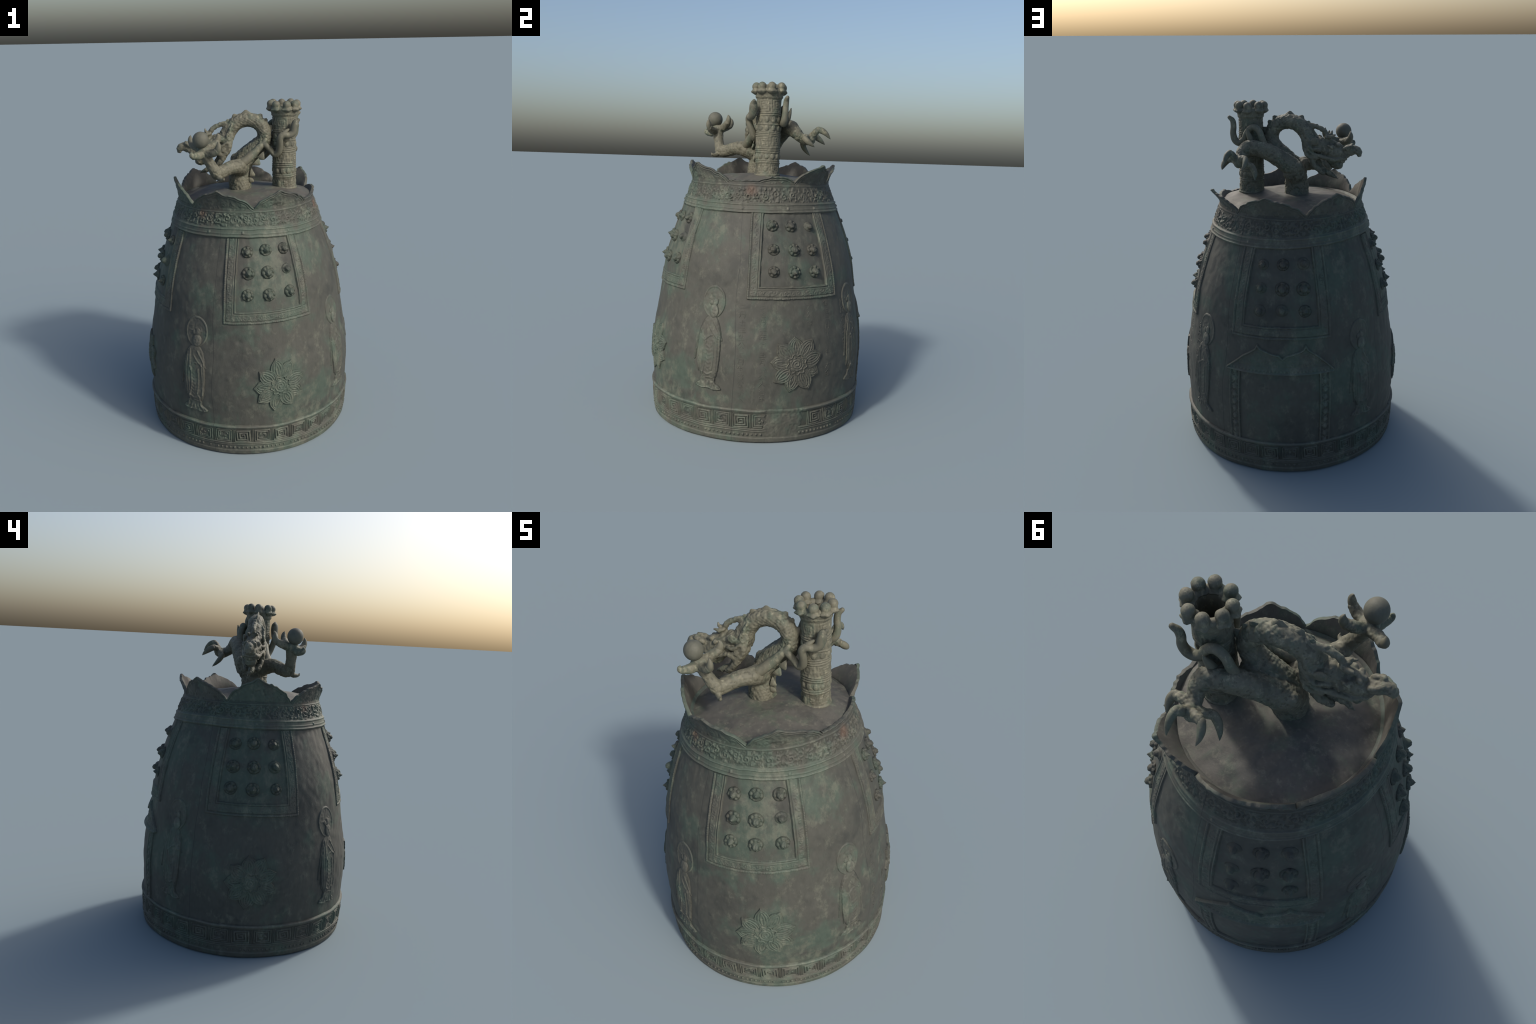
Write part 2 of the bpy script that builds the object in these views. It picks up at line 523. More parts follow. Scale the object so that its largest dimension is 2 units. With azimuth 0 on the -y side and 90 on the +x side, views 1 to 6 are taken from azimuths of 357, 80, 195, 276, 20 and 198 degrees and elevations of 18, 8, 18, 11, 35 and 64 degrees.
# ------------------------------------------------------------------ boss panels
def boss_mesh(kind, seed):
    r = random.Random(seed)
    g = np.random.default_rng(seed)
    n, m = 40, 22
    T, S = np.meshgrid(np.linspace(0, TAU, n, endpoint=False), np.linspace(1, 0, m), indexing="ij")
    rho = S * .037
    ph = r.uniform(0, TAU)
    lobes = r.choice((7, 8, 8))
    base = .0085 * smooth(.038, .032, rho)
    tone = base * 0 + .006
    if kind < 3:
        for i in range(lobes):
            a = ph + TAU * i / lobes + r.uniform(-.1, .1)
            x, y = .0262 * math.cos(a), .0262 * math.sin(a)
            d = np.hypot(rho * np.cos(T) - x, rho * np.sin(T) - y)
            size = r.uniform(.0092, .0112)
            if r.random() < (.10, .22, .42)[kind]:
                continue
            base = np.maximum(base, .007 + .0115 * np.sqrt(np.clip(1 - (d / size) ** 2, 0, 1)))
    else:
        base = base * .25 + .017 * np.clip(1 - (rho / .038) ** 2, 0, 1)
    core = np.where(rho < .0205, .012 + .024 * np.clip(1 - (rho / .0205) ** 2.4, 0, 1) ** .65, 0)
    if kind == 1:
        core = np.where(rho < .0205, .012 + .027 * np.clip(1 - rho / .0205, 0, 1) ** .8, 0)
    h = np.maximum(base, core) - .0035 - .004 * smooth(.033, .038, rho)
    tilt = .35 * g.uniform(.6, 1.2)
    x = rho * np.cos(T); y = rho * np.sin(T) - np.maximum(h - .012, 0) * tilt
    x += .0020 * vnoise(x * 150, y * 150, h * 150, seed); h = h + .0022 * vnoise(x * 180, y * 180, h * 180, seed + 3)
    P = np.stack([x, y, h], -1)
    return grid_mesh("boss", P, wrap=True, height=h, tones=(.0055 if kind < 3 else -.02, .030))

BOSSES = [boss_mesh(k, 100 + 7 * i) for i, k in enumerate((0, 1, 2, 3, 0, 2, 1, 3))]
for b in BOSSES:
    for m_ in M_BOSS:
        b.materials.append(m_)

PANELS = [  # left, right edge (deg), bottom edge z, boss angles, boss row heights
    (-106.6, -53.6, .816, (-92.0, -79.9, -66.7), (1.212, 1.100, .979), 0),
    (-13.8, 39.5, .805, (.8, 13.0, 25.2), (1.198, 1.074, .955), 1),
    (71.9, 125.6, .803, (86.8, 99.3, 111.2), (1.196, 1.071, .958), 2),
    (162.8, 216.6, .816, (176.5, 189.3, 202.4), (1.207, 1.085, .968), 3)]

def build_panel(left, right, zb, angles, rows, k):
    mid, half = (left + right) / 2, RAD(right - left) / 2
    zt = 1.283
    A, Z = np.meshgrid(np.linspace(-half - .012, half + .012, 215), np.linspace(zb - .008, zt, 190), indexing="ij")
    r = R0(Z)
    dx = (half - np.abs(A)) * r          # metres in from the side edge
    dz = Z - zb
    wob = .0012 * vnoise(A * 40, Z * 25, 0 * A + k, 51)
    d = np.minimum(dx, dz) + wob         # distance in from the outer edge
    side = dx < dz
    along = np.where(side, Z, A * r)
    W = .072
    H = .0075 * smooth(-.001, .003, d) * smooth(W + .001, W - .004, d)
    rope = ridge(np.abs(d - .0065), .0065) * (.45 + .55 * np.abs(np.cos(along * math.pi / .0125)))
    H += .0045 * rope
    H -= .0035 * ridge(np.abs(d - .0155), .004)
    H += .0035 * scrollwork(along, d - .033, .034, seed=60 + k, pitch=.012) * smooth(.017, .022, d) * smooth(.052, .047, d)
    H += .0035 * ridge(np.abs(d - .054), .0035) + .005 * ridge(np.abs(d - .066), .0045) - .002 * ridge(np.abs(d - .0600), .003)
    H *= .8 + .3 * vnoise(A * 9, Z * 9, 0 * A, 70 + k)
    H -= .004 * smooth(.001, -.004, d)
    hid = (d > W + .004) | (d < -.006)
    H = np.where(hid, -.01, H)
    th = RAD(mid) + A
    me = grid_mesh("boss_panel_frame", shell_point(th, Z, np.maximum(H, -.003)), keep=~hid, height=H, tones=(.0045, .0108))
    fr = obj("boss_panel_frame", me, BELL, M_RELIEF)
    pool = list(range(len(BOSSES)))
    for z in rows:
        for i, a in enumerate(angles):
            th0, z0 = a + random.uniform(-.4, .4), z + random.uniform(-.004, .004)
            o = obj("boss", BOSSES[random.choice(pool)], fr)
            p, t, u, nn = frame_at(th0, z0)
            s = random.uniform(.88, 1.06) * (1.0 if z < 1.15 else .93)
            M = Matrix(np.stack([t * s, u * s, nn * s], 1).tolist()).to_4x4()
            M.translation = Vector(p)
            o.matrix_world = M
            o.matrix_local = M
for p in PANELS:
    build_panel(*p)

# ------------------------------------------------------------------ lotus medallions
def lotus(th0, z0, turn, seed):
    g = np.random.default_rng(seed)
    U, V = uv(-.075, .075, -.075, .075, .0021)
    d = np.hypot(U, V); phi = np.arctan2(V, U)
    scal = .060 + .0055 * np.cos(9 * phi + turn)
    H = .0105 * smooth(scal + .003, scal - .004, d)
    H += .0045 * ridge(np.abs(d - scal + .006), .004) - .004 * ridge(np.abs(d - scal + .0155), .005)
    H += .004 * (.5 + .5 * np.cos(TAU * d / .0135 - phi + seed)) * smooth(.045, .038, d)
    H += .004 * ridge(d, .014) - .006 * np.exp(-(np.hypot(U + .003, V - .002) / .006) ** 2)
    H += .0015 * vnoise(U / .008, V / .008, 0 * U, seed)
    H -= .004 * smooth(scal, scal + .006, d)
    med = obj("lotus_medallion", patch("lotus_medallion", th0, z0, U, V, H, tones=(.0075, .0145)), BELL, M_RELIEF)
    count = 9
    for i in range(count):
        ang = turn + TAU * i / count + g.uniform(-.07, .07)
        L = .163 * g.uniform(.94, 1.05)
        wid = .047 * g.uniform(.92, 1.1)
        S, W = uv(.030, L + .008, -wid - .008, wid + .008, .0023)
        t = (S - .03) / (L - .03)
        half = wid * np.clip(np.sin(np.clip(t, 0, 1) ** .8 * math.pi * .93 + .12), 0, None) ** .75 * smooth(1.0, .72, t) ** .55
        half = np.where(t < .55, np.maximum(half, wid * .62), half)
        e = half - np.abs(W)
        e = np.where(t > 1, -.01, e)
        lay = .0015 * (i % 2)
        H = (.0062 + lay) * smooth(-.0005, .003, e)
        H += .0032 * ridge(np.abs(e - .0045), .004)
        H += .0036 * (.5 + .5 * np.cos(TAU * (e + .012 * t) / .0135)) * smooth(.008, .012, e)
        H += .001 * vnoise(S / .008, W / .008, 0 * S + i, seed)
        H = np.where(e < -.0015, -.004, H)
        ca, sa = math.cos(ang), math.sin(ang)
        me = patch("lotus_petal", th0, z0, S * ca + W * sa, S * sa - W * ca, H, tones=(.0066 + lay, .0104 + lay))
        me.flip_normals()
        obj("lotus_petal", me, med, M_RELIEF)
lotus(-76.5, .447, RAD(98), 1)
lotus(12.6, .452, RAD(96), 2)
lotus(190.2, .452, RAD(100), 3)

# ------------------------------------------------------------------ standing figures in low relief
def figure(th0, z0, k, sx=1.0):
    """haloed figure in long robes on a lotus foot; local v runs 0 (feet) to .575"""
    step = .0023
    # halo
    hu, hv = .004, .485
    U, V = uv(-.09, .095, .37, .60, step)
    d = np.hypot((U - hu) / .070, (V - hv) / .088)
    H = .0035 * smooth(1.06, .98, d) + .0036 * ridge(np.abs(d - .95), .085) + .0012 * vnoise(U / .012, V / .012, 0 * U, 80 + k)
    H += .0035 * np.clip(vnoise(U / .016, V / .014, 0 * U + k, 85), 0, 1) * smooth(.8, .5, d) * (V > hv)
    halo = patch("halo", th0, z0, U * sx, V, H * .75 - .003 * smooth(1.0, 1.1, d), tones=(.0006, .0055))
    # robed body
    U, V = uv(-.105, .105, .05, .545, step)
    body = [(-.035, .06), (.040, .06), (.062, .11), (.070, .20), (.070, .29), (.060, .345), (.042, .388), (.022, .408),
            (-.012, .410), (-.042, .390), (-.058, .36), (-.066, .30), (-.072, .20), (-.064, .12)]
    body = catmull(body + body[:1], 6)[:-1].tolist()
    e = signed(U, V, body)
    H = .0075 * smooth(-.002, .007, e) + .004 * smooth(0, .03, e)
    folds = [[(-.060, .30), (-.066, .20), (-.060, .10)], [(-.045, .36), (-.052, .24), (-.045, .10)], [(-.030, .38), (-.028, .30), (-.020, .26)],
             [(-.035, .28), (-.036, .18), (-.030, .09)], [(-.018, .27), (-.015, .18), (-.028, .10)], [(.028, .27), (.030, .18), (.022, .11)],
             [(.048, .30), (.053, .20), (.050, .10)], [(.062, .30), (.066, .20), (.058, .11)], [(.02, .375), (.05, .33), (.075, .28)],
             [(-.028, .275), (0, .30), (.018, .305)], [(.000, .345), (.025, .315), (.055, .29)], [(-.058, .345), (-.075, .26), (-.085, .17)],
             [(-.03, .07), (-.03, .10), (.0, .085), (.03, .10), (.036, .07)]]
    for i, f in enumerate(folds):
        c = catmull(f, 5)
        H = H + .0048 * ridge(seg_dist(U, V, c + (rng.uniform(-.002, .002), 0)), .0062)
    for i in range(7):                                # looped apron between the sleeves
        c = [(-.012, .25 - i * .022), (.005, .238 - i * .022), (.022, .25 - i * .022)]
        H = H + .0016 * ridge(seg_dist(U, V, catmull(c, 4)), .006)
    scarf = catmull([(-.060, .34), (-.078, .25), (-.088, .165)], 5)     # trailing scarf
    H = np.maximum(H, .0065 * ridge(seg_dist(U, V, scarf), .008))
    H = np.maximum(H, .013 * ridge(np.hypot((U - .012) / .9, V - .315), .016))   # joined hands
    # head, hair knot, neck
    hx, hy = .012, .435
    head = np.hypot((U - hx) / .029, (V - hy) / .037)
    H = np.maximum(H, .006 + .013 * np.sqrt(np.clip(1 - head ** 2, 0, 1)) * (head < 1) - .02 * (head >= 1))
    knot = np.hypot((U - hx - .004) / .018, (V - hy - .050) / .022)
    H = np.maximum(H, .005 + .009 * np.sqrt(np.clip(1 - knot ** 2, 0, 1)) - .02 * (knot >= 1))
    knot = np.hypot((U - hx + .022) / .014, (V - hy - .045) / .015)
    H = np.maximum(H, .004 + .007 * np.sqrt(np.clip(1 - knot ** 2, 0, 1)) - .02 * (knot >= 1))
    for x, y, r, a in ((-.008, .004, .005, -.003), (.010, .004, .005, -.003), (.001, -.008, .004, .002), (.001, -.018, .005, -.002)):
        H = H + a * np.exp(-(np.hypot(U - hx - x, V - hy - y) / r) ** 2) * (head < 1)
    H = np.maximum(H, .006 * ridge(np.abs(U - .010), .02) * smooth(.37, .38, V) * smooth(.42, .41, V))
    H = H + .0012 * vnoise(U / .009, V / .009, 0 * U + k, 90) * (H > 0)
    H = np.where(H < .0004, -.004, H)
    H = np.where(H > 0, H * .72, H)
    robe = patch("robed_figure", th0, z0, U * sx, V, H, tones=(.0066, .0125), tone_height=H + .0035 * smooth(.37, .40, V))
    # lotus foot
    U, V = uv(-.095, .098, -.012, .085, step)
    foot = catmull([(-.082, .012), (-.055, .004), (-.03, .0), (.0, .004), (.03, -.004), (.06, -.004), (.082, .004), (.07, .022), (.045, .04),
                    (.040, .072), (-.036, .072), (-.048, .045), (-.07, .03)], 4).tolist()
    e = signed(U, V, foot)
    H = .008 * smooth(-.002, .005, e) + .0035 * ridge(np.abs(e - .005), .005)
    H += .004 * (.5 + .5 * np.cos(np.arctan2(U - .0, V - .11) * 24)) * smooth(.0, .01, e) * smooth(.05, .03, V)
    H += .0025 * vnoise(U / .010, V / .010, 0 * U + k, 95) * (e > 0)
    H = np.where(e < -.003, -.004, H)
    ped = patch("lotus_foot", th0, z0, U * sx, V, np.where(H > 0, H * .8, H), tones=(.0055, .0100))
    root = obj("figure_relief", robe, BELL, M_RELIEF)
    obj("halo", halo, root, M_RELIEF)
    obj("lotus_foot", ped, root, M_RELIEF)
figure(-32.6, .292, 0)
figure(-122.6, .268, 1)
figure(52.5, .285, 2)
figure(143.8, .288, 3)

# ------------------------------------------------------------------ memorial tablet frame with twin-gabled roof
def tablet():
    mid = 98.2
    k = RAD(1) * .615
    outline = [(70.0, .622), (72.2, .640), (75.5, .668), (79.5, .706), (83.8, .735), (85.6, .750), (87.0, .780), (88.6, .752), (91.0, .742), (94.5, .728),
               (98.0, .722), (99.7, .704), (101.5, .722), (104.5, .730), (107.8, .742), (109.6, .754), (111.0, .780), (112.6, .752), (114.5, .737), (118.5, .705),
               (122.5, .668), (125.2, .642), (127.0, .622), (125.8, .612), (71.2, .612)]
    pts = [((a - mid) * k, z - .69) for a, z in outline]
    U, V = uv(-.32, .32, -.09, .10, .0024)
    e = signed(U, V, pts)
    Z = V + .69
    H = .005 * smooth(-.001, .004, e) - .0036 * smooth(.010, .016, e) * smooth(.645, .650, Z) + .0085 * ridge(np.abs(e - .006), .0055)
    H += .0032 * scrollwork(U, V + .02, .046, seed=33, pitch=.013) * smooth(.011, .016, e) * smooth(.640, .648, Z)
    eave = smooth(.612, .616, Z) * smooth(.642, .638, Z) * smooth(0, .004, e)
    H += eave * (.002 + .004 * ridge(np.abs(np.mod(U, .020) - .010), .007) * ridge(np.abs(Z - .628), .008)) + .005 * ridge(np.abs(Z - .616), .005) * (e > 0)
    H = np.where(e < -.001, -.004, H)
    roof = obj("tablet_roof", patch("tablet_roof", mid, .69, U, V, H, tones=(.0010, .0088)), None, M_RELIEF)
    root = empty("memorial_tablet", BELL)
    roof.parent = root
    for a in (75.4, 121.2):
        U, V = uv(-.038, .038, -.215, .215, .0024)
        x = np.abs(U)
        H = .004 * smooth(.034, .030, x) + .006 * ridge(np.abs(x - .027), .0055)
        bead = np.hypot(U / .013, (np.mod(V, .046) - .023) / .017)
        H += .0065 * np.sqrt(np.clip(1 - bead ** 2, 0, 1)) + .0015 * vnoise(U / .008, V / .008, 0 * U, 36)
        H = np.where(x > .034, -.004, H)
        obj("tablet_post", patch("tablet_post", a, .402, U, V, H, tones=(.0044, .0088)), root, M_RELIEF)
tablet()

# ------------------------------------------------------------------ inscription: thin raised brush strokes in columns
STROKES = {
    "two": [[(.2, .7), (.8, .75)], [(.05, .25), (.95, .3)]],
    "cinnabar": [[(.25, .95), (.22, .4), (.05, .05)], [(.25, .9), (.75, .95), (.72, .1), (.58, .16)], [(.05, .5), (.98, .55)], [(.42, .7), (.52, .6)]],
    "scholar": [[(.1, .65), (.9, .7)], [(.5, .98), (.5, .12)], [(.2, .1), (.85, .14)]],
    "three": [[(.2, .85), (.8, .88)], [(.25, .5), (.75, .53)], [(.05, .1), (.95, .15)]],
    "birth": [[(.3, .95), (.12, .6)], [(.22, .72), (.85, .76)], [(.2, .42), (.8, .45)], [(.52, .98), (.52, .1)], [(.05, .08), (.97, .12)]],
    "public": [[(.4, .95), (.08, .5)], [(.6, .95), (.95, .5)], [(.5, .5), (.2, .08), (.82, .14)], [(.62, .32), (.88, .02)]],
    "valley": [[(.35, .97), (.12, .75)], [(.62, .97), (.9, .78)], [(.5, .82), (.05, .42)], [(.5, .82), (.97, .42)], [(.28, .4), (.28, .05), (.74, .05), (.74, .4), (.28, .4)]],
    "big": [[(.08, .62), (.92, .67)], [(.5, .98), (.45, .55), (.05, .05)], [(.5, .6), (.95, .05)]],
    "year": [[(.3, .98), (.1, .7)], [(.25, .8), (.9, .82)], [(.25, .52), (.82, .54)], [(.25, .52), (.25, .28)], [(.03, .26), (.98, .3)], [(.56, .82), (.56, .0)]],
    "month": [[(.25, .95), (.24, .4), (.08, .02)], [(.25, .93), (.75, .95), (.75, .05), (.62, .1)], [(.27, .66), (.72, .68)], [(.26, .4), (.72, .42)]],
    "gold": [[(.5, .98), (.04, .55)], [(.5, .98), (.97, .55)], [(.3, .6), (.7, .62)], [(.15, .38), (.85, .4)], [(.5, .6), (.5, .08)], [(.3, .28), (.38, .15)], [(.72, .3), (.62, .16)], [(.06, .05), (.95, .08)]],
}
COLUMNS = [
    (-15.4, .765, ["two", "cinnabar", "scholar", "three", "birth", "public", "two", "month", "birth", "valley", "public", "year", "big"]),
    (-4.6, .765, ["two", "valley", "cinnabar", "two", "year", "three", "birth", "month", "gold", "public", "big", "valley", "year"]),
    (20.8, .765, ["big", "public", "gold"]),
    (31.6, .775, ["gold", "birth", "two", "month", "year", "public", "valley", "birth", "big", "gold"]),
    (45.2, .760, ["month", "cinnabar", "big", "gold", "birth", "year", "public", "valley"]),
]

def inscription():
    Vs, Fs, n = [], [], 0
    prof = [(-1, -.6), (-.55, .75), (0, 1), (.55, .75), (1, -.6)]
    for th0, ztop, glyphs in COLUMNS:
        z = ztop
        for gname in glyphs:
            w, h = .044 * random.uniform(.9, 1.1), .036 * random.uniform(.85, 1.15)
            for s in STROKES[gname]:
                c = catmull(np.array(s) + rng.uniform(-.03, .03, (len(s), 2)), 3) if len(s) > 2 else np.linspace(s[0], s[1], 4)
                P = (c - (.5, .5)) * (w, h)
                tan = np.gradient(P, axis=0); tan /= np.linalg.norm(tan, axis=1, keepdims=True) + 1e-9
                nor = np.stack([-tan[:, 1], tan[:, 0]], 1)
                taper = np.interp(np.linspace(0, 1, len(P)), [0, .12, .7, 1], [.6, 1, .9, .3])
                rows = []
                for a, b in prof:
                    Q = P + nor * (a * .0021 * taper)[:, None]
                    rows.append(shell_point(RAD(th0) + Q[:, 0] / R0(z), z + Q[:, 1], .0010 * b * np.ones(len(P)) + .0003))
                rows = np.stack(rows, 1)
                idx = np.arange(rows.shape[0] * 5).reshape(-1, 5)
                f = np.stack([idx[:-1, :-1], idx[:-1, 1:], idx[1:, 1:], idx[1:, :-1]], -1).reshape(-1, 4)
                Vs.append(rows.reshape(-1, 3)); Fs.append(f[:, ::-1] + n); n += idx.size
            z -= h + .008
            if z < .22:
                break
    o = obj("inscription", mesh_from("inscription", np.vstack(Vs), np.vstack(Fs)), BELL, M_BODY)
    o["kind"] = "stuff"
inscription()

# ------------------------------------------------------------------ crown plate and petals
def plate_z(x, y):
    r = np.hypot(x, y)
    z = 1.431 + .048 * (1 - np.clip(r / .40, 0, 1) ** 2.4)
    z = z + \
        .005 * vnoise(x * 9, y * 9, 0 * x, 61) + .0025 * vnoise(x * 26, y * 26, 0 * x, 62)
    z = z - .012 * smooth(.02, .30, -(x * .85 + y * .5)) + .010 * smooth(.22, .36, x * .97 - y * .1)
    z = z + .008 * np.exp(-((np.hypot(x - .24, y - .01) - .07) / .05) ** 2)
    return z

def build_plate():
    T, S = np.meshgrid(np.linspace(0, TAU, 160, endpoint=False), np.concatenate([[1.0], np.linspace(1, 0, 60)]), indexing="ij")
    r = S * (.405 + oval(T, 1.43))
    x, y = r * np.cos(T), r * np.sin(T)
    z = plate_z(x, y)
    z[:, 0] = 1.40
    return obj("crown_plate", grid_mesh("crown_plate", np.stack([x, y, z], -1), wrap=True), BELL, M_PLATE)
build_plate()

OGEE = pchip([0, .05, .12, .19, .25, .32, .40, .46, .5, .54, .60, .68, .75, .81, .88, .95, 1],
             [0, .20, .42, .54, .66, .75, .83, .94, 1, .93, .82, .75, .66, .54, .42, .20, 0])
LOW = pchip([0, .12, .25, .42, .50, .60, .72, .82, .92, 1], [.25, .15, .20, .22, .40, .85, 1.0, .95, .7, .15])

PETALS = [  # start, end (deg), tip angle, tip radius, tip height, broken
    (-140.5, -86.0, -114, .446, 1.541, False), (-86.0, -34.0, -66, .440, 1.531, False), (-34.0, 19.0, 5, .424, 1.466, True),
    (19.0, 60.0, 39, .480, 1.533, False), (60.0, 115.0, 86, .452, 1.540, False), (115.0, 166.0, 138, .436, 1.548, False),
    (166.0, 219.5, 190.5, .433, 1.565, False)]

def build_petal(a0, a1, tip, tr, tz, broken, k):
    nu, nv = 110, 44
    s = np.linspace(0, 1, nu)
    # skew so that the point of the ogee falls on the tip angle
    ts = (tip - a0) / (a1 - a0)
    sk = np.where(s < ts, s / ts * .5, .5 + (s - ts) / (1 - ts) * .5)
    rise = tz - 1.434
    top = (LOW(s) if broken else OGEE(sk)) * rise
    top = top + 1.439 + .0035 * vnoise(s * 26, 0 * s + k, 0 * s, 71) * smooth(0, .05, s) * smooth(1, .95, s)
    S, V = np.meshgrid(np.arange(nu), np.linspace(0, 1, nv), indexing="ij")
    th = RAD(a0) + RAD(a1 - a0) * s[:, None] + 0 * V
    zt = top[:, None]
    zb = 1.415
    Z = zb + (zt - zb) * V
    f = np.clip((Z - 1.434) / (max(rise, .05)), 0, 1)
    flare = (tr - .408) * f ** 1.25
    arc = th * .42
    line = np.stack([RAD(a0) * .42 + RAD(a1 - a0) * .42 * s, top], 1)
    d = seg_dist(arc, Z, line[::2])
    relief = .005 * ridge(np.abs(d - .005), .005) + .0035 * ridge(np.abs(d - .0165), .0045)
    relief = relief + (.0024 + .0014 * vnoise(arc / .03, Z / .03, 0 * Z, 76)) * scrollwork(arc, Z - 1.455, .046, seed=75 + k, pitch=.019) * smooth(.02, .028, d) * smooth(1.420, 1.432, Z)
    relief = relief + .002 * vnoise(arc * 60, Z * 60, 0 * Z, 77 + k)
    base = np.interp(Z, [1.415, 1.44, 1.6], [.4135, .4095, .4085]) + oval(th, Z)
    ro = base + flare + relief * smooth(1.415, 1.425, Z)
    thick = .013 - .005 * f
    ri = base + flare - thick - .004 * np.sin(V * math.pi) - .003 * (vnoise(arc * 14, Z * 14, 0 * Z, 79) + 1)
    def pts(r, z):
        return np.stack([r * np.cos(th), r * np.sin(th), z], -1)
    outer, inner = pts(ro, Z), pts(ri, Z)[:, ::-1]
    rim = pts((ro[:, -1:] + ri[:, -1:]) / 2 + 0 * V[:, :1], zt + .003)[:, :1] if False else None
    P = np.concatenate([outer, inner, outer[:, :1]], 1)
    Hr = np.concatenate([relief + .0015 * (Z < 1.43), np.full_like(Z, .004), relief[:, :1] * 0 + .004], 1)
    me = grid_mesh("crown_petal", P, height=Hr, tones=(-.0012, .0062))
    level = np.zeros(len(me.polygons), np.int32)
    me.polygons.foreach_get("material_index", level)
    level = level.reshape(nu - 1, -1)
    level[:, nv:] = 3                    # inner face: bare like the plate
    me.polygons.foreach_set("material_index", level.ravel())
    # close both ends
    bm = bmesh.new(); bm.from_mesh(me)
    bmesh.ops.remove_doubles(bm, verts=bm.verts, dist=1e-6)
    bmesh.ops.holes_fill(bm, edges=[e for e in bm.edges if e.is_boundary])
    bm.to_mesh(me); bm.free()
    for p in me.polygons:
        p.use_smooth = True
    me.set_sharp_from_angle(angle=RAD(50))
    obj("crown_petal", me, BELL, (*M_RELIEF, M_PLATE))
for k, p in enumerate(PETALS):
    build_petal(*p, k)

# ------------------------------------------------------------------ sound tube
TX, TY, TR = .240, .006, .0690
def build_tube():
    T, Z = np.meshgrid(np.linspace(0, TAU, 260, endpoint=False), np.linspace(1.45, 1.925, 240), indexing="ij")
    u = T * TR
    H = np.zeros(T.shape)
    for z, w, a in [(1.475, .006, .003), (1.545, .005, .004), (1.556, .004, .003), (1.604, .005, .004), (1.616, .004, .0045), (1.628, .004, .004),
                    (1.697, .004, .004), (1.708, .004, .0045), (1.718, .004, .003), (1.762, .005, .004), (1.812, .005, .004), (1.823, .004, .004), (1.912, .006, .003)]:
        H += a * ridge(np.abs(Z - z + .002 * np.sin(T * 2 + z * 40)), w)
    def lumps_row(z, n, a, w):
        x = (np.mod(T * n / TAU, 1) - .5) * TAU * TR / n
        return a * np.sqrt(np.clip(1 - np.hypot(x / .0135, (Z - z) / w) ** 2, 0, 1))
    H += lumps_row(1.580, 12, .006, .016) + lumps_row(1.740, 11, .0065, .016) + lumps_row(1.788, 11, .006, .017) + lumps_row(1.508, 10, .004, .014)
    def fret_row(z, h, n, seed):
        x = (np.mod(T * n / TAU, 1) - .5) * 2
        y = (Z - z) / (h / 2)
        m = np.maximum(np.abs(x), np.abs(y))
        phi = np.arctan2(y, x)
        return .0045 * (.5 + .5 * np.cos(TAU * (m + .36 * phi / TAU) / .36)) * smooth(1.0, .92, np.abs(y)) * smooth(1.0, .94, np.abs(x))
    H += (fret_row(1.662, .066, 5, 1) + fret_row(1.868, .082, 5, 2) + fret_row(1.515, .055, 6, 3) * .6) * (.42 + .4 * vnoise(np.cos(T) * 3, np.sin(T) * 3, Z * 20, 83))
    H += .0016 * vnoise(np.cos(T) * 8, np.sin(T) * 8, Z * 110, 81) + .003 * vnoise(np.cos(T) * 2, np.sin(T) * 2, Z * 12, 82)
    H = H * .8
    R = TR + H + .007 * smooth(1.51, 1.46, Z) + .009 * smooth(1.895, 1.925, Z)
    prof_in = [(.086, 1.940), (.084, 1.956), (.074, 1.964), (.060, 1.962), (.050, 1.950), (.046, 1.925), (.045, 1.80), (.045, 1.60), (.0005, 1.60)]
    t = T[:, :1]
    ins = np.concatenate([np.stack([TX + r * np.cos(t), TY + r * np.sin(t), z + 0 * t], -1) for r, z in prof_in], 1)
    out = np.stack([TX + R * np.cos(T), TY + R * np.sin(T), Z], -1)
    Hh = np.concatenate([H, np.full((len(T), len(prof_in)), .002)], 1)
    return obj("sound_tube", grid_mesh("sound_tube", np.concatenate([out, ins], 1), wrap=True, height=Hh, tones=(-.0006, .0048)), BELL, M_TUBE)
TUBE = build_tube()

def knob_mesh(seed):
    g = np.random.default_rng(seed)
    prof = [(.012, -.046), (.024, -.040), (.032, -.032), (.0345, -.026), (.0285, -.018), (.0255, -.010), (.0268, 0), (.0255, .010), (.020, .019), (.011, .0255), (.0004, .028)]
    T, J = np.meshgrid(np.linspace(0, TAU, 22, endpoint=False), np.linspace(0, len(prof) - 1, 31), indexing="ij")
    r = np.interp(J, range(len(prof)), [p[0] for p in prof]); z = np.interp(J, range(len(prof)), [p[1] for p in prof])
    skirt = smooth(-.012, -.030, z)
    r = r * (1 + .13 * skirt * np.cos(5 * T + g.uniform(0, 6)) + .05 * vnoise(np.cos(T) * 2, np.sin(T) * 2, z * 60, seed))
    return grid_mesh("tube_knob", np.stack([r * np.cos(T), r * np.sin(T), z], -1), wrap=True)
KN = [knob_mesh(s) for s in (1, 2, 3)]
for k_ in KN:
    k_.transform(Matrix.Scale(.91, 4))
for k_ in KN:
    k_.materials.append(M_DRAGON)
for i in range(8):
    a = RAD(-63.4 + 22.5 + 45 * i) + random.uniform(-.06, .06)
    o = obj("tube_knob", KN[i % 3], TUBE)
    lean = Matrix.Rotation(RAD(6), 4, Vector((-math.sin(a), math.cos(a), 0)))
    M = Matrix.Translation((TX + .077 * math.cos(a), TY + .077 * math.sin(a), 1.9745 + random.uniform(-.006, .0005))) @ lean @ Matrix.Rotation(random.uniform(0, 6), 4, "Z")
    o.matrix_local = M

